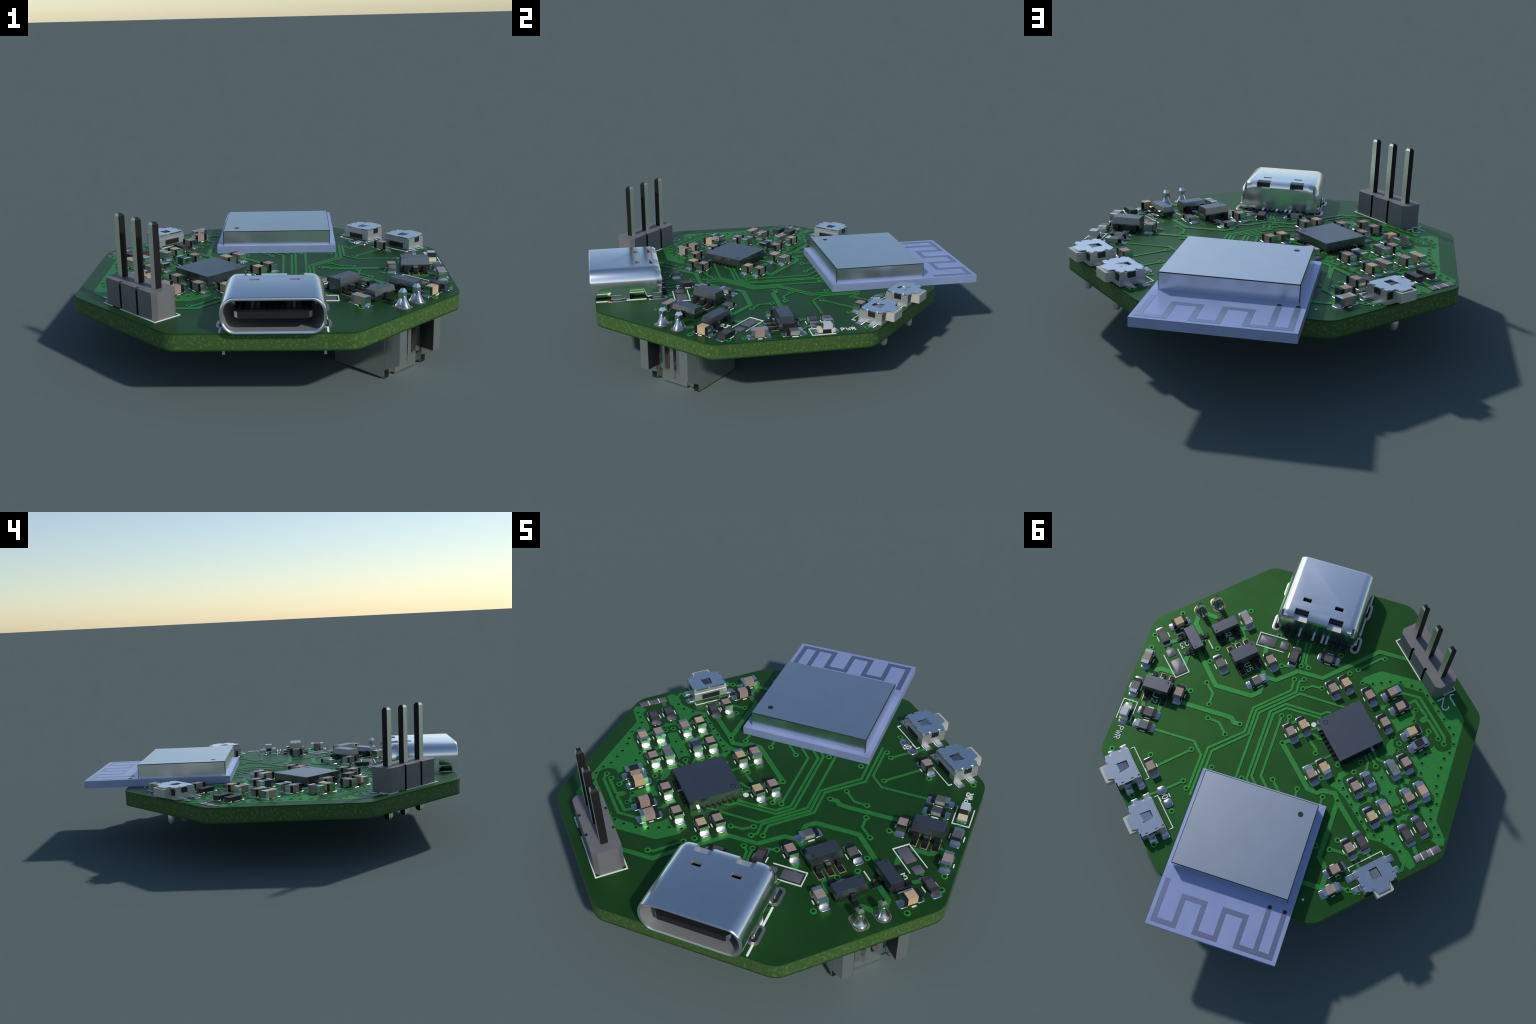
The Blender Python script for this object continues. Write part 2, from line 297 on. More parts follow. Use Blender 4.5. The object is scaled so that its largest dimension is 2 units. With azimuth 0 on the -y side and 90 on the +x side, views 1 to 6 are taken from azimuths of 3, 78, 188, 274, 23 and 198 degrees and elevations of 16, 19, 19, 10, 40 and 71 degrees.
STITCH = [(-5.28, -9.87), (-6.35, -10.12), (-7.18, -10.5), (-8.03, -10.92), (-9.06, -11.21), (-10.3, -11.2), (-11.28, -11.03), (-12.12, -10.6), (-13.0, -9.94),
 (-13.69, -9.27), (-11.42, -8.63), (-14.5, -8.57), (-15.24, -7.85), (-15.83, -7.23), (-16.12, -6.2), (-15.96, -5.17), (-15.58, -4.38), (-15.53, -3.34), (-15.48, -2.41),
 (-15.59, -1.26), (-15.86, -.48), (-16.11, .54), (-15.69, 1.35), (-15.92, 2.23), (-16.51, 2.97), (-17.09, 3.57), (-11.55, -7.44), (-10.05, -4.96), (-10.73, -3.74),
 (-13.66, -4.22), (-13.56, -3.18), (-13.74, -2.11), (-10.09, -.43), (-11.31, .78), (-6.1, 1.24), (-6.7, 1.88), (-7.34, 2.58), (-7.97, 3.27), (-8.76, 3.96),
 (-9.45, 4.65), (-10.25, 5.28), (-11.03, 5.58), (-11.92, 5.74), (-13.0, 5.84), (-13.9, 6.38), (-14.59, 7.08)]
bm = new_bm(); ring(bm, 0, 0, .15, .29, 0, .055, 0); prism(bm, disc(0, 0, .152, 20), 0, .0565, 1)
via_me = mesh(bm, 'via', ['via', 'hole'])
bm = new_bm(); ring(bm, 0, 0, .14, .24, 0, .05, 0); prism(bm, disc(0, 0, .142, 20), 0, .0515, 1)
stitch_me = mesh(bm, 'via', ['copper', 'hole'])
for x, y in VIAS: put('via', via_me, root, (x, y, ZB))
for x, y in STITCH: put('via', stitch_me, root, (x, y, ZB))

# ------------------------------------------------------------------ silkscreen: strokes and lettering
silk = new_bm(); nsilk = [0]
def stroke(pts, w=.12):
    w *= .8
    nsilk[0] += 1; ribbon(silk, pts, w, ZB+.001, ZB+H_SILK+.0001*(nsilk[0] % 60))
GLYPH = {   # strokes on a 0.7 x 1 cell
 'P': [[(0, 0), (0, 1), (.45, 1), (.62, .86), (.62, .64), (.45, .5), (0, .5)]], 'W': [[(0, 1), (.16, 0), (.36, .7), (.56, 0), (.72, 1)]],
 'R': [[(0, 0), (0, 1), (.45, 1), (.62, .86), (.62, .64), (.45, .5), (0, .5)], [(.3, .5), (.64, 0)]], 'U': [[(0, 1), (0, .2), (.15, 0), (.45, 0), (.6, .2), (.6, 1)]],
 '5': [[(.58, 1), (.08, 1), (.03, .55), (.4, .62), (.6, .45), (.6, .18), (.42, 0), (.05, .03)]], 'J': [[(.45, 1), (.45, .2), (.3, 0), (.05, .08)]],
 '2': [[(.02, .85), (.15, 1), (.45, 1), (.6, .85), (.58, .62), (0, 0), (.62, 0)]], 'Q': [[(.3, 1), (.08, .85), (0, .5), (.08, .15), (.3, 0), (.52, .15), (.6, .5), (.52, .85), (.3, 1)], [(.35, .25), (.65, -.1)]],
 '3': [[(0, 1), (.6, 1), (.28, .6), (.5, .55), (.6, .3), (.5, .05), (.25, 0), (0, .08)]], '4': [[(.45, 0), (.45, 1), (0, .3), (.65, .3)]],
 '0': [[(.3, 1), (.08, .85), (0, .5), (.08, .15), (.3, 0), (.52, .15), (.6, .5), (.52, .85), (.3, 1)]]}
def write(txt, x, y, size, ang, w):
    c, s = math.cos(math.radians(ang)), math.sin(math.radians(ang)); adv = .92*size; x0 = -adv*len(txt)/2+.12*size
    for ch in txt:
        for st in GLYPH[ch]:
            P = [(x0+px*size*.95, (py-.5)*size) for px, py in st]
            stroke([(x+a*c-b*s, y+a*s+b*c) for a, b in P], w)
        x0 += adv
write('PWR', 17.0, 3.32, .56, 90, .09); write('J2', -14.4, -10.55, 1.25, 45, .16); write('U5', 6.65, -7.85, .62, 135, .09)
write('Q3', 14.05, -8.2, .6, 45, .09); write('Q4', 9.75, -10.65, .62, 135, .09); write('U2', 14.82, -1.42, .62, 90, .09); write('0', 9.98, 8.35, .62, 135, .1)
stroke([(9.78, 7.9), (9.52, 8.16)], .12); stroke([(10.5, 8.62), (10.24, 8.88)], .12)
for kind, x, y, a, fin in PASSIVES:
    c, s = math.cos(math.radians(a)), math.sin(math.radians(a)); l, d = (.17, .60) if kind[0] != 'r' else (.27, .62)
    for sg in (-1, 1): stroke([(x-l*c-sg*d*s, y-l*s+sg*d*c), (x+l*c-sg*d*s, y+l*s+sg*d*c)], .13)
stroke([(14.54, -7.51), (12.46, -5.38), (13.58, -4.31), (15.69, -6.37)]); stroke([(3.76, -12.22), (6.76, -12.2), (6.75, -10.66), (3.73, -10.67)])
stroke([(17.84, 1.85), (17.85, -.42), (16.35, -.42), (16.35, 1.84)], .12)
for x in (-3.5, 5.48):
    stroke([(x, -20.15), (x, -19.15)], .22); stroke([(x, -17.05), (x, -15.15)], .22)
for path in ([(1.28, -1.35), (-3.88, -1.35), (-3.88, 1.35), (1.28, 1.35)], [(3.88, .0), (3.88, 1.35), (2.6, 1.35)]):   # outline round the header
    stroke([(-11.03-R2*(a+b), -13.95+R2*(a-b)) for a, b in path], .14)
stroke([(14.3, -9.95), (15.15, -9.1)], .18); stroke([(11.0, -8.75), (11.75, -9.5)], .14)
c0 = (-16.5, 5.82)
for a, b in (((-.45, .72), (.45, .72)), ((-.45, -.72), (.45, -.72))):
    stroke([(c0[0]+R2*(-p[0]-p[1])*.75, c0[1]+R2*(p[0]-p[1])*.75) for p in (a, b)], .12)
prism(silk, disc(-1.84, -3.77, .27), ZB+.001, ZB+H_SILK); prism(silk, disc(-6.28, 13.88, .12), ZB+.001, ZB+H_SILK)

# ------------------------------------------------------------------ solder pads
def pad_mesh(sx, sy, r, h, mat, name='solder_pad', dome=True):
    """low solder cushion: rounded rectangle with a domed rim"""
    bm = new_bm(); rows = []
    for f, z in (((1, 0), (1, h*.4), (.93, h*.8), (.8, h)) if dome else ((1, 0), (1, h*.9), (.985, h))):
        rows.append([bm.verts.new((x, y, z)) for x, y in rrect(0, 0, sx-(1-f)*min(sx, sy), sy-(1-f)*min(sx, sy), max(.02, r-(1-f)*min(sx, sy)/2))])
    n = len(rows[0])
    for a, b in zip(rows, rows[1:]):
        for i in range(n): bm.faces.new((a[i], a[(i+1) % n], b[(i+1) % n], b[i]))
    bm.faces.new(rows[-1])
    return mesh(bm, name, [mat], smooth=50)
pad_me = pad_mesh(.82, .95, .22, .07, 'tin')

# ------------------------------------------------------------------ two-terminal chip parts
def terminal_mesh(length, w, h, dark):
    bm = new_bm(); fs = box(bm, -length/2, length/2, -w/2, w/2, .02, h, 0)
    if dark:
        for i in (1, 2, 3): fs[i].material_index = 1
    return mesh(bm, 'terminal', ['term', 'dark'], bevel=.025)
TERM = {(h, d): terminal_mesh(.36, .82, h, d) for h in (.80, .46) for d in (True, False)}
bm = new_bm(); box(bm, -.18, .18, -.41, .41, .02, .46); TERM_BROWN = mesh(bm, 'terminal', ['brown'], bevel=.025)
def body_mesh(h, mat, top=None):
    bm = new_bm(); box(bm, -.45, .45, -.40, .40, .03, h-.012, 0, None)
    if top: box(bm, -.46, .46, -.38, .38, h-.03, h-.004, 1)
    return mesh(bm, 'chip_body', [mat] + ([top] if top else []), bevel=.012)
BODY = {'pink': ('capacitor', .80, body_mesh(.80, 'pink')), 'tan': ('capacitor', .80, body_mesh(.80, 'tan')), 'orange': ('capacitor', .80, body_mesh(.80, 'orange')),
        'blacktop': ('inductor', .80, body_mesh(.80, 'pink', 'black')), 'grey': ('inductor', .80, body_mesh(.80, 'grey')), 'blue': ('inductor', .80, body_mesh(.80, 'blue')),
        'rblack': ('resistor', .46, body_mesh(.46, 'black', 'coat')), 'rpale': ('resistor', .46, body_mesh(.46, 'alumina', 'coat')), 'rgrey': ('resistor', .46, body_mesh(.46, 'alumina', 'coatg'))}
for kind, x, y, a, fin in PASSIVES:
    name, h, me = BODY[kind]
    o = put(name, me, root, (x, y, ZB+.03), a)
    px = .775 if name != 'resistor' else .825
    for sg, f in ((-1, fin[0]), (1, fin[1])):
        put('terminal', TERM_BROWN if kind == 'rblack' else TERM[(h, f == 'd')], o, (sg*.63, 0, 0))
        put('solder_pad', pad_me, o, (sg*px, 0, -.03))

# solder pads without a part
pad_sq = pad_mesh(.95, .95, .3, .16, 'tin')
for x, y in ((10.56, 7.81), (9.47, 8.86)): put('solder_pad', pad_sq, root, (x, y, ZB), 45)
flat = lambda sx, sy, r: pad_mesh(sx, sy, r, .05, 'pad', dome=False)
pL, pS, pC = flat(1.78, 1.06, .12), flat(.92, .9, .14), flat(.74, 1.38, .02)
put('solder_pad', pL, root, (13.75, -5.64, ZB), 135); put('solder_pad', pS, root, (15.06, -6.9, ZB), 135)
put('solder_pad', pL, root, (5.66, -11.43, ZB), 0); put('solder_pad', pS, root, (3.84, -11.45, ZB), 0)
put('solder_pad', pC, root, (-16.02, 6.23, ZB), 45+90); put('solder_pad', pC, root, (-17.05, 5.28, ZB), 45+90)

# ------------------------------------------------------------------ small transistors and regulators
def gull(w, side):
    """gull-wing lead: foot on the pad, rise, shoulder into the body (local +x outwards)"""
    prof = [(.0, .62), (.18, .62), (.30, .55), (.36, .16), (.46, .10), (.80, .10)]; t = .06
    bm = new_bm(); up = [(x, z+t) for x, z in prof]; lo = [(x, z-t) for x, z in prof]; ring_ = up+lo[::-1]
    a = [bm.verts.new((x, -w/2, z)) for x, z in ring_]; b = [bm.verts.new((x, w/2, z)) for x, z in ring_]
    n = len(ring_); bm.faces.new(a); bm.faces.new(b[::-1])
    for i in range(n): bm.faces.new((a[i], b[i], b[(i+1) % n], a[(i+1) % n]))
    bmesh.ops.recalc_face_normals(bm, faces=bm.faces)
    bm.normal_update(); bmesh.ops.triangulate(bm, faces=[f for f in bm.faces if len(f.verts) > 4])
    return mesh(bm, 'lead', [side])
lead_d = gull(.42, 'dark'); lead_l = None
bm = new_bm(); box(bm, .1, .33, -.215, .215, .56, .70); shoulder = mesh(bm, 'lead_bright_spot', ['term'], bevel=.02)  # small bright box laid on the dark lead for its white spot
def sot_body(wx, wy, h):
    bm = new_bm(); zz = ((.08, .10), (h*.46, 0), (h*.54, 0), (h, .13)); rows = []
    for z, ins in zz: rows.append([bm.verts.new((sx*(wx/2-ins), sy*(wy/2-ins*.6), z)) for sx, sy in ((1, 1), (-1, 1), (-1, -1), (1, -1))])
    for a, b in zip(rows, rows[1:]):
        for i in range(4): bm.faces.new((a[i], a[(i+1) % 4], b[(i+1) % 4], b[i]))
    bm.faces.new(rows[-1]); bm.faces.new(rows[0][::-1])
    return mesh(bm, 'package_body', ['chip'], bevel=.03)
def mark(r): bm = new_bm(); prism(bm, disc(0, 0, r, 16), 0, .012); return mesh(bm, 'marking_dot', ['dark'])
dot_me = mark(.09); sot3, sot5 = sot_body(1.35, 2.85, 1.08), sot_body(1.6, 2.88, 1.42)
pad_g, pad_i = pad_mesh(1.15, .66, .05, .05, 'gold', dome=False), pad_mesh(1.0, .52, .04, .056, 'dark', dome=False)
pad3 = pad_mesh(1.1, .62, .1, .05, 'dark')
def sot(name, x, y, ang, pins, body, bw, five, dot):
    o = put(name, body, root, (x, y, ZB), ang)
    for i, (sg, yy) in enumerate(pins):
        l = put('lead', lead_d, o, (sg*bw, yy, 0), 0 if sg > 0 else 180)
        if five and i == 1: put('lead_bright_spot', shoulder, o, (sg*bw, yy, 0), 180)
        px = sg*(bw+.52)
        if five: put('solder_pad', pad_g, o, (px, yy, 0)); put('solder_pad', pad_i, o, (px, yy, 0))
        else: put('solder_pad', pad3, o, (px, yy, 0))
    put('marking_dot', dot_me, o, dot)
three = [(-1, -.95), (-1, .95), (1, 0)]; five = [(-1, -.95), (-1, 0), (-1, .95), (1, -.95), (1, .95)]
sot('transistor', 13.15, -8.93, 225, three, sot3, .62, False, (-.28, -1.1, 1.085)); sot('transistor', 10.5, -11.38, 315, three, sot3, .62, False, (-.28, 1.1, 1.085))
sot('regulator_chip', 7.45, -8.84, 135, five, sot5, .78, True, (-.4, 1.1, 1.425)); sot('regulator_chip', 14.82, -2.55, 90, five, sot5, .78, True, (-.4, 1.1, 1.425))

# ------------------------------------------------------------------ radio chip (no-lead square package)
bm = new_bm(); box(bm, -2.5, 2.5, -2.5, 2.5, .06, .98)
qfn = put('radio_chip', mesh(bm, 'radio_chip', ['chip'], bevel=.02), root, (-5.62, -3.99, ZB), 45)
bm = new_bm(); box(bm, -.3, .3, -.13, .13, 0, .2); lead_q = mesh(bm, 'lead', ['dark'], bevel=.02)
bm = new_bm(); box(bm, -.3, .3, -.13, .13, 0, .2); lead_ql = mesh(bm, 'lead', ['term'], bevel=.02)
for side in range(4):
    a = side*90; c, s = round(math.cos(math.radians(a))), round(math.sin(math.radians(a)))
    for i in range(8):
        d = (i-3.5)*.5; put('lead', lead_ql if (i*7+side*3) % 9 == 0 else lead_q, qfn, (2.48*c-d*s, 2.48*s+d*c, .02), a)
bm = new_bm(); ring(bm, 0, 0, .2, .25, 0, .012, 0, 24); prism(bm, disc(0, 0, .2, 24), 0, .004, 1)
put('marking_dot', mesh(bm, 'marking_dot', ['dark', 'chip']), qfn, (1.83, -1.92, .98))

# ------------------------------------------------------------------ power light
led = group('power_light', root, (17.08, 1.08, ZB), 90)
bm = new_bm(); box(bm, -.78, .78, -.40, .40, .02, .36); put('light_base', mesh(bm, 'light_base', ['black'], bevel=.02), led)
bm = new_bm()
for b, (z, ins) in enumerate(((.36, 0), (.92, .05))): pass
lo = [bm.verts.new((sx*.48+.08, sy*.40, .355)) for sx, sy in ((1, 1), (-1, 1), (-1, -1), (1, -1))]; hi = [bm.verts.new((sx*.43+.08, sy*.38, .88)) for sx, sy in ((1, 1), (-1, 1), (-1, -1), (1, -1))]
for i in range(4): bm.faces.new((lo[i], lo[(i+1) % 4], hi[(i+1) % 4], hi[i])).material_index = 1 if i == 1 else 0  # one lens side coloured black to show its unlit shading
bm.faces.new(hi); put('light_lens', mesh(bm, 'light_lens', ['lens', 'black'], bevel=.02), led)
bm = new_bm(); box(bm, -.2, .2, -.41, .41, .02, .38); tm = mesh(bm, 'light_terminal', ['cream'], bevel=.02)
for sg in (-1, 1): put('light_terminal', tm, led, (sg*.62, 0, 0)); put('solder_pad', pad_me, led, (sg*.82, 0, -.01))

# ------------------------------------------------------------------ wireless module
mod = group('wireless_module', root, (0, 0, ZB))
bm = new_bm(); box(bm, -5.71, 7.26, 4.45, 20.79, .02, .84); put('module_board', mesh(bm, 'module_board', ['module'], bevel=.03), mod)
bm = new_bm(); box(bm, -5.06, 6.67, 4.99, 14.82, .845, 2.385)
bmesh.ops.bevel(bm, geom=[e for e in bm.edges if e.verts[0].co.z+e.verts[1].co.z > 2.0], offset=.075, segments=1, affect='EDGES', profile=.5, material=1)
put('shield_can', mesh(bm, 'shield_can', ['can', 'rim']), mod)          # bevels painted black for the unlit lines along the can's edges
bm = new_bm(); prism(bm, disc(-3.62, 6.47, .27, 24), 2.36, 2.396); put('marking_dot', mesh(bm, 'marking_dot', ['rim']), mod)
bm = new_bm()
box_r = lambda pts: ribbon(bm, pts, .5, .83, .855, 0, False)
box_r([(6.64, 16.05), (6.64, 20.18), (4.6, 20.18), (4.6, 17.3), (2.48, 17.3), (2.48, 20.18), (.47, 20.18), (.47, 17.3), (-1.65, 17.3), (-1.65, 20.18), (-5.05, 20.18), (-5.05, 15.45)])
ribbon(bm, [(-3.53, 15.4), (-3.53, 20.0)], .48, .83, .857, 0, False)
put('antenna_trace', mesh(bm, 'antenna_trace', ['ant']), mod)
bm = new_bm(); prism(bm, disc(0, 0, .2, 20), 0, .012); hm = mesh(bm, 'antenna_hole', ['rim'])
for x in (-3.53, -5.05): put('antenna_hole', hm, mod, (x, 15.72, .855))

# ------------------------------------------------------------------ USB socket
UX, W, Hh, RR = .98, 4.41, 3.2, 1.38
usb = group('usb_socket', root, (UX, 0, ZB))
def usb_ring(w, z0, z1, r, rb=None, k=10):
    out = []; rb = r if rb is None else rb                 # corners a little taller than wide; rb: lower corners
    for qx, qz, a0 in ((1, 1, 0), (-1, 1, 90), (-1, -1, 180), (1, -1, 270)):
        q = r if qz > 0 else rb; rx, rz = q*.84, q*1.06
        for j in range(k+1):
            a = math.radians(a0+90*j/k); out.append((qx*(w-rx)+rx*math.cos(a), (z1-rz if qz > 0 else z0+rz)+rz*math.sin(a)))
    return out
# y, inset, lower corner radius, lower edge: the rear end squares up into a folded wall that stands on the board
rows_o = [(-20.79, .13, RR, .15), (-20.765, .06, RR, .08), (-20.7, .015, RR, .035), (-20.62, 0, RR, .02), (-15.3, 0, RR, .02), (-15.0, 0, .3, .1),
          (-14.2, 0, .25, .12), (-13.75, .05, .25, .12), (-13.52, .2, .22, .12), (-13.42, .5, .2, .12)]
bm = new_bm()
outer = [[bm.verts.new((x, y, z)) for x, z in usb_ring(W-min(i, .2), lo, Hh-i, RR-i*.4, rb)] for y, i, rb, lo in rows_o]
inner = [[bm.verts.new((x, y, z)) for x, z in usb_ring(W-.27, .29, Hh-.27, RR-.22)] for y in (-20.72, -14.2)]
n = len(outer[0])
def skin(a, b, flip=False, mi=0):
    for i in range(n):
        q = (a[i], a[(i+1) % n], b[(i+1) % n], b[i]); f = bm.faces.new(q[::-1] if flip else q); f.smooth = True; f.material_index = mi
for a, b in zip(outer, outer[1:]): skin(a, b)
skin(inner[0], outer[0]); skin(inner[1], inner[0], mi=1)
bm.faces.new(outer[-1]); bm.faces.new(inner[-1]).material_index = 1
bmesh.ops.recalc_face_normals(bm, faces=bm.faces)
shell = put('usb_shell', mesh(bm, 'usb_shell', ['shell', 'inner']), usb)
bm = new_bm()                                             # punched windows and rear notches
for x in (1.75, -1.72): box(bm, x-.45, x+.45, -15.95, -15.5, 2.6, 4.0)
for x0, x1 in ((1.13, 2.62), (-2.6, -1.1)): box(bm, x0, x1, -14.5, -13.0, 2.55, 4.2)
for x in (-3.82, 3.82): box(bm, x-.12, x+.12, -14.1, -13, 2.2, 4.0)
for x in (-4.5, 4.5): box(bm, x-.35, x+.35, -13.95, -13, 1.3, 1.55)
cut = put('punch', mesh(bm, 'punch', ['inner']), usb)
bpy.context.view_layer.update()
md = shell.modifiers.new('b', 'BOOLEAN'); md.operation = 'DIFFERENCE'; md.object = cut; md.solver = 'EXACT'
bpy.context.view_layer.update()
me2 = bpy.data.meshes.new_from_object(shell.evaluated_get(bpy.context.evaluated_depsgraph_get()))
shell.modifiers.clear(); shell.data = me2; me2.name = 'usb_shell'
me2.set_sharp_from_angle(angle=math.radians(32))
bpy.data.objects.remove(cut)
bm = new_bm(); prism(bm, [(-2.85, -20.5), (2.85, -20.5), (3.15, -20.1), (3.3, -14.3), (-3.3, -14.3), (-3.15, -20.1)], 1.33, 1.9, 0); put('usb_tongue', mesh(bm, 'usb_tongue', ['black'], bevel=.06), usb)
bm = new_bm()
for sg in (-1, 1): prism(bm, [(sg*2.87, -20.46), (sg*3.2, -20.08), (sg*3.2, -17), (sg*2.87, -17)], 1.36, 1.87)
put('tongue_latch', mesh(bm, 'tongue_latch', ['term'], bevel=.02), usb)
bm = new_bm()
for i in range(12):
    x = (i-5.5)*.5; box(bm, x-.11, x+.11, -19.6, -15.5, 1.32, 1.912)
put('tongue_contact', mesh(bm, 'tongue_contact', ['chip']), usb)
bm = new_bm(); box(bm, -3.5, 3.5, -14.9, -14.25, .3, 2.9); put('usb_insulator', mesh(bm, 'usb_insulator', ['black']), usb)
bm = new_bm(); box(bm, -2.9, 2.9, -14.2, -13.62, .4, 2.5); put('usb_shelf', mesh(bm, 'usb_shelf', ['shell'], bevel=.1), usb)
bm = new_bm()
for sg in (-1, 1):
    for y0, y1 in ((-18.7, -16.8),): box(bm, sg*4.30-.1, sg*4.30+.1, y0, y1, .12, 1.5)
put('side_skirt', mesh(bm, 'side_skirt', ['shell'], bevel=.05), usb)
bm = new_bm(); box(bm, -.11, .11, -.45, .45, -2.6, .6); leg = mesh(bm, 'mounting_leg', ['shell'], bevel=.05, smooth=40)
for sg in (-1, 1):
    for y in (-18.1, -13.98): put('mounting_leg', leg, usb, (sg*4.33, y, 0))
slot = pad_mesh(1.0, 2.1, .49, .05, 'ring'); slot_h = pad_mesh(.55, 1.6, .27, .056, 'hole')
for sg in (-1, 1):
    for y in (-18.1, -13.9): put('solder_pad', slot, usb, (sg*4.38, y, 0)); put('slot_hole', slot_h, usb, (sg*4.38, y, 0))
cp = {w: (pad_mesh(w, 1.1, .05, .05, 'dark'), None) for w in (.3, .6)}
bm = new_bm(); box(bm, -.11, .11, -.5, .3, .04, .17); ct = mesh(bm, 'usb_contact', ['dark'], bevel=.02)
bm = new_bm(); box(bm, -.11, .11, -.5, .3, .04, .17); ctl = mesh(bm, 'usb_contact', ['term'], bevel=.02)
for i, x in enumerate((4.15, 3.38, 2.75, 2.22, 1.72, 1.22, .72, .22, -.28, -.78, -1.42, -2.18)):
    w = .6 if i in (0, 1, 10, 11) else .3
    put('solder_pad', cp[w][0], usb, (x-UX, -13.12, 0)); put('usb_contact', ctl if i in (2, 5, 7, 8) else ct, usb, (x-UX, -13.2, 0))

# ------------------------------------------------------------------ three-pin header
hdr = group('pin_header', root, (-11.03, -13.95, ZB), 135)     # local x runs along the row
bm = new_bm(); pts = []; hw, g, cw = 1.27, .24, .3
for i in range(3):
    x0 = -3.81+i*2.54; pts += [(x0+(.38 if i == 0 else cw*.5), -hw), (x0+2.54-(.38 if i == 2 else cw*.5), -hw)]
    if i < 2: pts += [(x0+2.54-cw*.5, -hw+g), (x0+2.54+cw*.5, -hw+g)]
    else: pts += [(3.81, -hw+.38), (3.81, hw-.38)]
pts2 = [(-x, -y) for x, y in pts]
prism(bm, pts+pts2, .03, 2.54)
bm.normal_update()
for f in bm.faces:
    c = f.calc_center_median()
    if abs(f.normal.z) < .5 and abs(c.y) < hw-.01 and abs(c.x) < 3.5: f.material_index = 1
bm.normal_update(); bmesh.ops.triangulate(bm, faces=[f for f in bm.faces if len(f.verts) > 4])
put('header_body', mesh(bm, 'header_body', ['header', 'groove']), hdr)
bm = new_bm(); h = .32; rows = []
for z, s_ in ((-2.95, .6), (-2.7, 1), (8.2, 1), (8.43, .6)): rows.append([bm.verts.new((sx*h*s_, sy*h*s_, z)) for sx, sy in ((1, 1), (-1, 1), (-1, -1), (1, -1))])
for r_, (a, b) in enumerate(zip(rows, rows[1:])):
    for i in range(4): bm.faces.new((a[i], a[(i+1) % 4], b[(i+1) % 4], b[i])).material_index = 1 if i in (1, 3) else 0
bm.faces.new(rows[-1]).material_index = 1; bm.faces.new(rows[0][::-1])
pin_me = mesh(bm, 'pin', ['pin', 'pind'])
def fillet_mesh(h, r0, r1, ax, ay, up=1):
    prof = [(r0+(r1-r0)*(t**.62), h*t*up) for t in [i/10 for i in range(11)]]
    bm = new_bm(); lathe(bm, prof if up > 0 else prof[::-1], 28, ax, ay); return mesh(bm, 'solder_fillet', ['tin'])
under = fillet_mesh(.75, .8, .34, 1, 1, -1)
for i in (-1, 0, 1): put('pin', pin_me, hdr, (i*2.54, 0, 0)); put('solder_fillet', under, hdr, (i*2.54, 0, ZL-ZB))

# ------------------------------------------------------------------ battery connector hanging under the board
jst = group('battery_connector', root, (12.97, -13.235, 0), -45)   # local x points outwards over the board edge
bm = new_bm(); top = ZL-.01
def side_prism(prof, w0, w1):
    a_ = [bm.verts.new((u, w0, z)) for u, z in prof]; b_ = [bm.verts.new((u, w1, z)) for u, z in prof]; n_ = len(prof)
    fs = [bm.faces.new(a_), bm.faces.new(b_[::-1])]+[bm.faces.new((a_[i], b_[i], b_[(i+1) % n_], a_[(i+1) % n_])) for i in range(n_)]
    bmesh.ops.recalc_face_normals(bm, faces=fs)
for sg in (-1, 1):
    a, b = sorted((sg*2.95, sg*2.35)); box(bm, -6.25, -.32, a, b, 0, top)
    a, b = sorted((sg*2.94, sg*1.95)); side_prism([(-.319, .76), (1.33, 1.65), (1.33, top), (-.319, top)], a, b)
box(bm, -6.24, -.75, -2.36, 2.36, 0.02, .8); box(bm, -6.23, -1.0, -2.36, 2.36, 4.0, top); box(bm, -2.4, -1.1, -2.37, 2.37, .5, 4.1)
box(bm, -.76, -.3, -1.5, 1.5, .1, 1.45); box(bm, -1.12, .12, -.22, .22, .9, top)
dk = new_bm()  # thin black plates modelling the shadow on toe ends and inner walls
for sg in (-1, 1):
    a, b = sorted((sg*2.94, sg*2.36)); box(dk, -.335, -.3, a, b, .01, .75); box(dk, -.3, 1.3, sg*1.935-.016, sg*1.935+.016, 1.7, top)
put('housing_shadow_plate', mesh(dk, 'housing_shadow_plate', ['rim']), jst)
put('connector_housing', mesh(bm, 'connector_housing', ['housing'], bevel=.03), jst)
bm = new_bm(); h = .27
rows = [[bm.verts.new((sx*h*s_, sy*h*s_, z)) for sx, sy in ((1, 1), (-1, 1), (-1, -1), (1, -1))] for z, s_ in ((1.7, 1), (7.75, 1), (8.08, .45))]
for a, b in zip(rows, rows[1:]):
    for i in range(4): bm.faces.new((a[i], a[(i+1) % 4], b[(i+1) % 4], b[i]))
bm.faces.new(rows[-1]).material_index = 1; bm.faces.new(rows[0][::-1]); box(bm, -1.5, .26, -.26, .26, 1.72, 2.2)
jp = mesh(bm, 'connector_pin', ['term', 'dark']); cone = fillet_mesh(1.05, .88, .27, 1.0, .75); rimp = pad_mesh(1.78, 1.33, .64, .03, 'gold', dome=False)
rimq = pad_mesh(1.78, 1.33, .45, .03, 'gold', dome=False)
for w in (-1, 1):
    put('connector_pin', jp, jst, (0, w, 0)); put('solder_fillet', cone, jst, (.0, w, ZB+.02)); put('solder_pad', rimq if w < 0 else rimp, jst, (0, w, ZB))

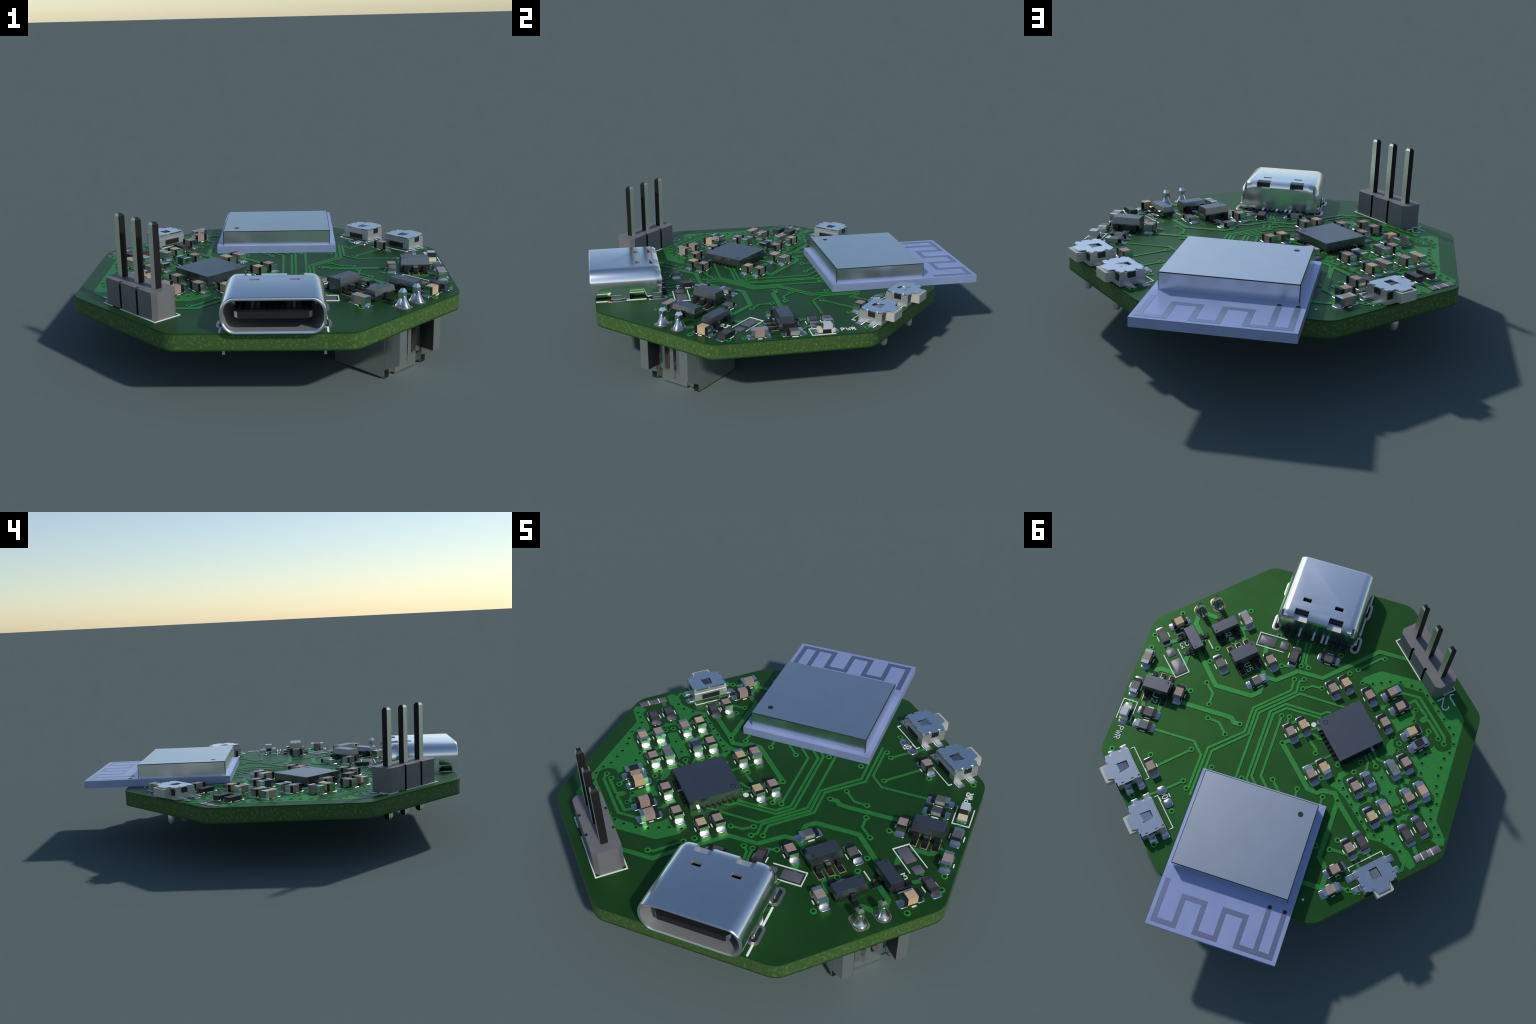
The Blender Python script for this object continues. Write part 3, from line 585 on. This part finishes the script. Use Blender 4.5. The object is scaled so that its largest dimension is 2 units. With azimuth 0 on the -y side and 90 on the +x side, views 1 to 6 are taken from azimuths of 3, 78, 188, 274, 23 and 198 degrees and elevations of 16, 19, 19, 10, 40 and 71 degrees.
# ------------------------------------------------------------------ side push switches
def polyhole(name, outer, holes, z0, z1, mat):
    cu = bpy.data.curves.new(name, 'CURVE'); cu.dimensions = '2D'; cu.fill_mode = 'BOTH'; cu.extrude = (z1-z0)/2*S
    for loop in [outer]+holes:
        sp = cu.splines.new('POLY'); sp.points.add(len(loop)-1); sp.use_cyclic_u = True
        for p, (x, y) in zip(sp.points, loop): p.co = (x*S, y*S, 0, 1)
    o = bpy.data.objects.new(name, cu); COL.objects.link(o); bpy.context.view_layer.update()
    me = bpy.data.meshes.new_from_object(o.evaluated_get(bpy.context.evaluated_depsgraph_get())); bpy.data.objects.remove(o)
    me.name = name
    for v in me.vertices: v.co.z += (z0+z1)/2*S
    me.materials.clear(); me.materials.append(M[mat]); return me
half = [(-1.3, 1.5), (-1.08, 1.5), (-1.08, 1.76), (-.62, 1.74), (-.62, 1.52), (-.38, 1.52), (-.38, 1.78), (.42, 1.78), (.42, 1.52), (.66, 1.52), (.66, 1.74), (1.06, 1.74), (1.06, 1.4), (1.2, 1.35), (1.2, .95), (1.02, .9), (1.75, .62)]
plate_o = half+[(x, -y) for x, y in half[::-1]]
plate_h = [(-.72, .42), (.42, .5), (.42, .42), (.30, .42), (.30, -.42), (.42, -.42), (.42, -.5), (-.72, -.42)]
plate_me = polyhole('switch_plate', plate_o, [plate_h], 1.26, 1.35, 'swplate')
bm = new_bm(); v = [bm.verts.new(p) for p in ((.32, -.40, 1.36), (.32, .40, 1.36), (-.60, .37, 1.2), (-.60, -.37, 1.2))]; bm.faces.new(v)
bmesh.ops.solidify(bm, geom=bm.faces[:], thickness=.07); flap_me = mesh(bm, 'switch_spring', ['swplate'])
bm = new_bm(); box(bm, -1.38, 1.12, -1.75, 1.75, .04, .85, 0); box(bm, -1.3, -.86, -1.72, 1.72, .8, 1.22, 0); box(bm, .8, 1.1, -1.7, 1.7, .8, 1.22, 0)
for sg in (-1, 1): box(bm, -1.2, 1.08, sg*1.58-.16, sg*1.58+.16, .8, 1.24, 0)
case_me = mesh(bm, 'switch_case', ['swcase'], bevel=.04)
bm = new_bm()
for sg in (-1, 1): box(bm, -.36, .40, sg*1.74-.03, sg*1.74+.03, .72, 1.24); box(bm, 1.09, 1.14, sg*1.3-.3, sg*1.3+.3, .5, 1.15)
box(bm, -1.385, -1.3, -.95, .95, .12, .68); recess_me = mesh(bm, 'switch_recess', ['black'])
bm = new_bm(); pp = rrect(1.52, 0, 1.04, 1.86, .12); prism(bm, pp, .36, 1.22); but_me = mesh(bm, 'switch_button', ['button'], bevel=.05)
bm = new_bm(); box(bm, -.26, .26, -.05, .55, .05, .15); st_me = mesh(bm, 'terminal', ['term'], bevel=.02)
sp_me = pad_mesh(.72, .95, .06, .05, 'tin'); bm = new_bm(); lathe(bm, [(.12, -2.73), (.26, -2.65), (.36, -2.35), (.37, -1.2)], 16); peg_me = mesh(bm, 'locating_peg', ['swcase'])
for x, y, a in ((14.98, 7.06, 45), (10.86, 11.17, 45), (-12.25, 9.66, 135)):
    sw = put('push_switch', case_me, root, (x, y, ZB), a)
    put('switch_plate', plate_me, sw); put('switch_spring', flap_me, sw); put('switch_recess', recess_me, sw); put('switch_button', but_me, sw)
    for o_ in (-1.0, .3):
        for sg in (-1, 1): put('terminal', st_me, sw, (o_, sg*1.76, 0), 0 if sg > 0 else 180); put('solder_pad', sp_me, sw, (o_, sg*2.12, 0))
    put('locating_peg', peg_me, sw, (.6, 0, 0)); put('locating_peg', peg_me, sw, (-1.0, 0, 0))
    c, s = math.cos(math.radians(a)), math.sin(math.radians(a))
    stroke([(x+p*c-q*s, y+p*s+q*c) for p, q in ((-1.65, -1.87), (-2.0, -1.87), (-2.0, 1.87), (-1.65, 1.87))], .1)

so = put('silkscreen', mesh(silk, 'silkscreen', ['silk']), root); so['kind'] = 'stuff'
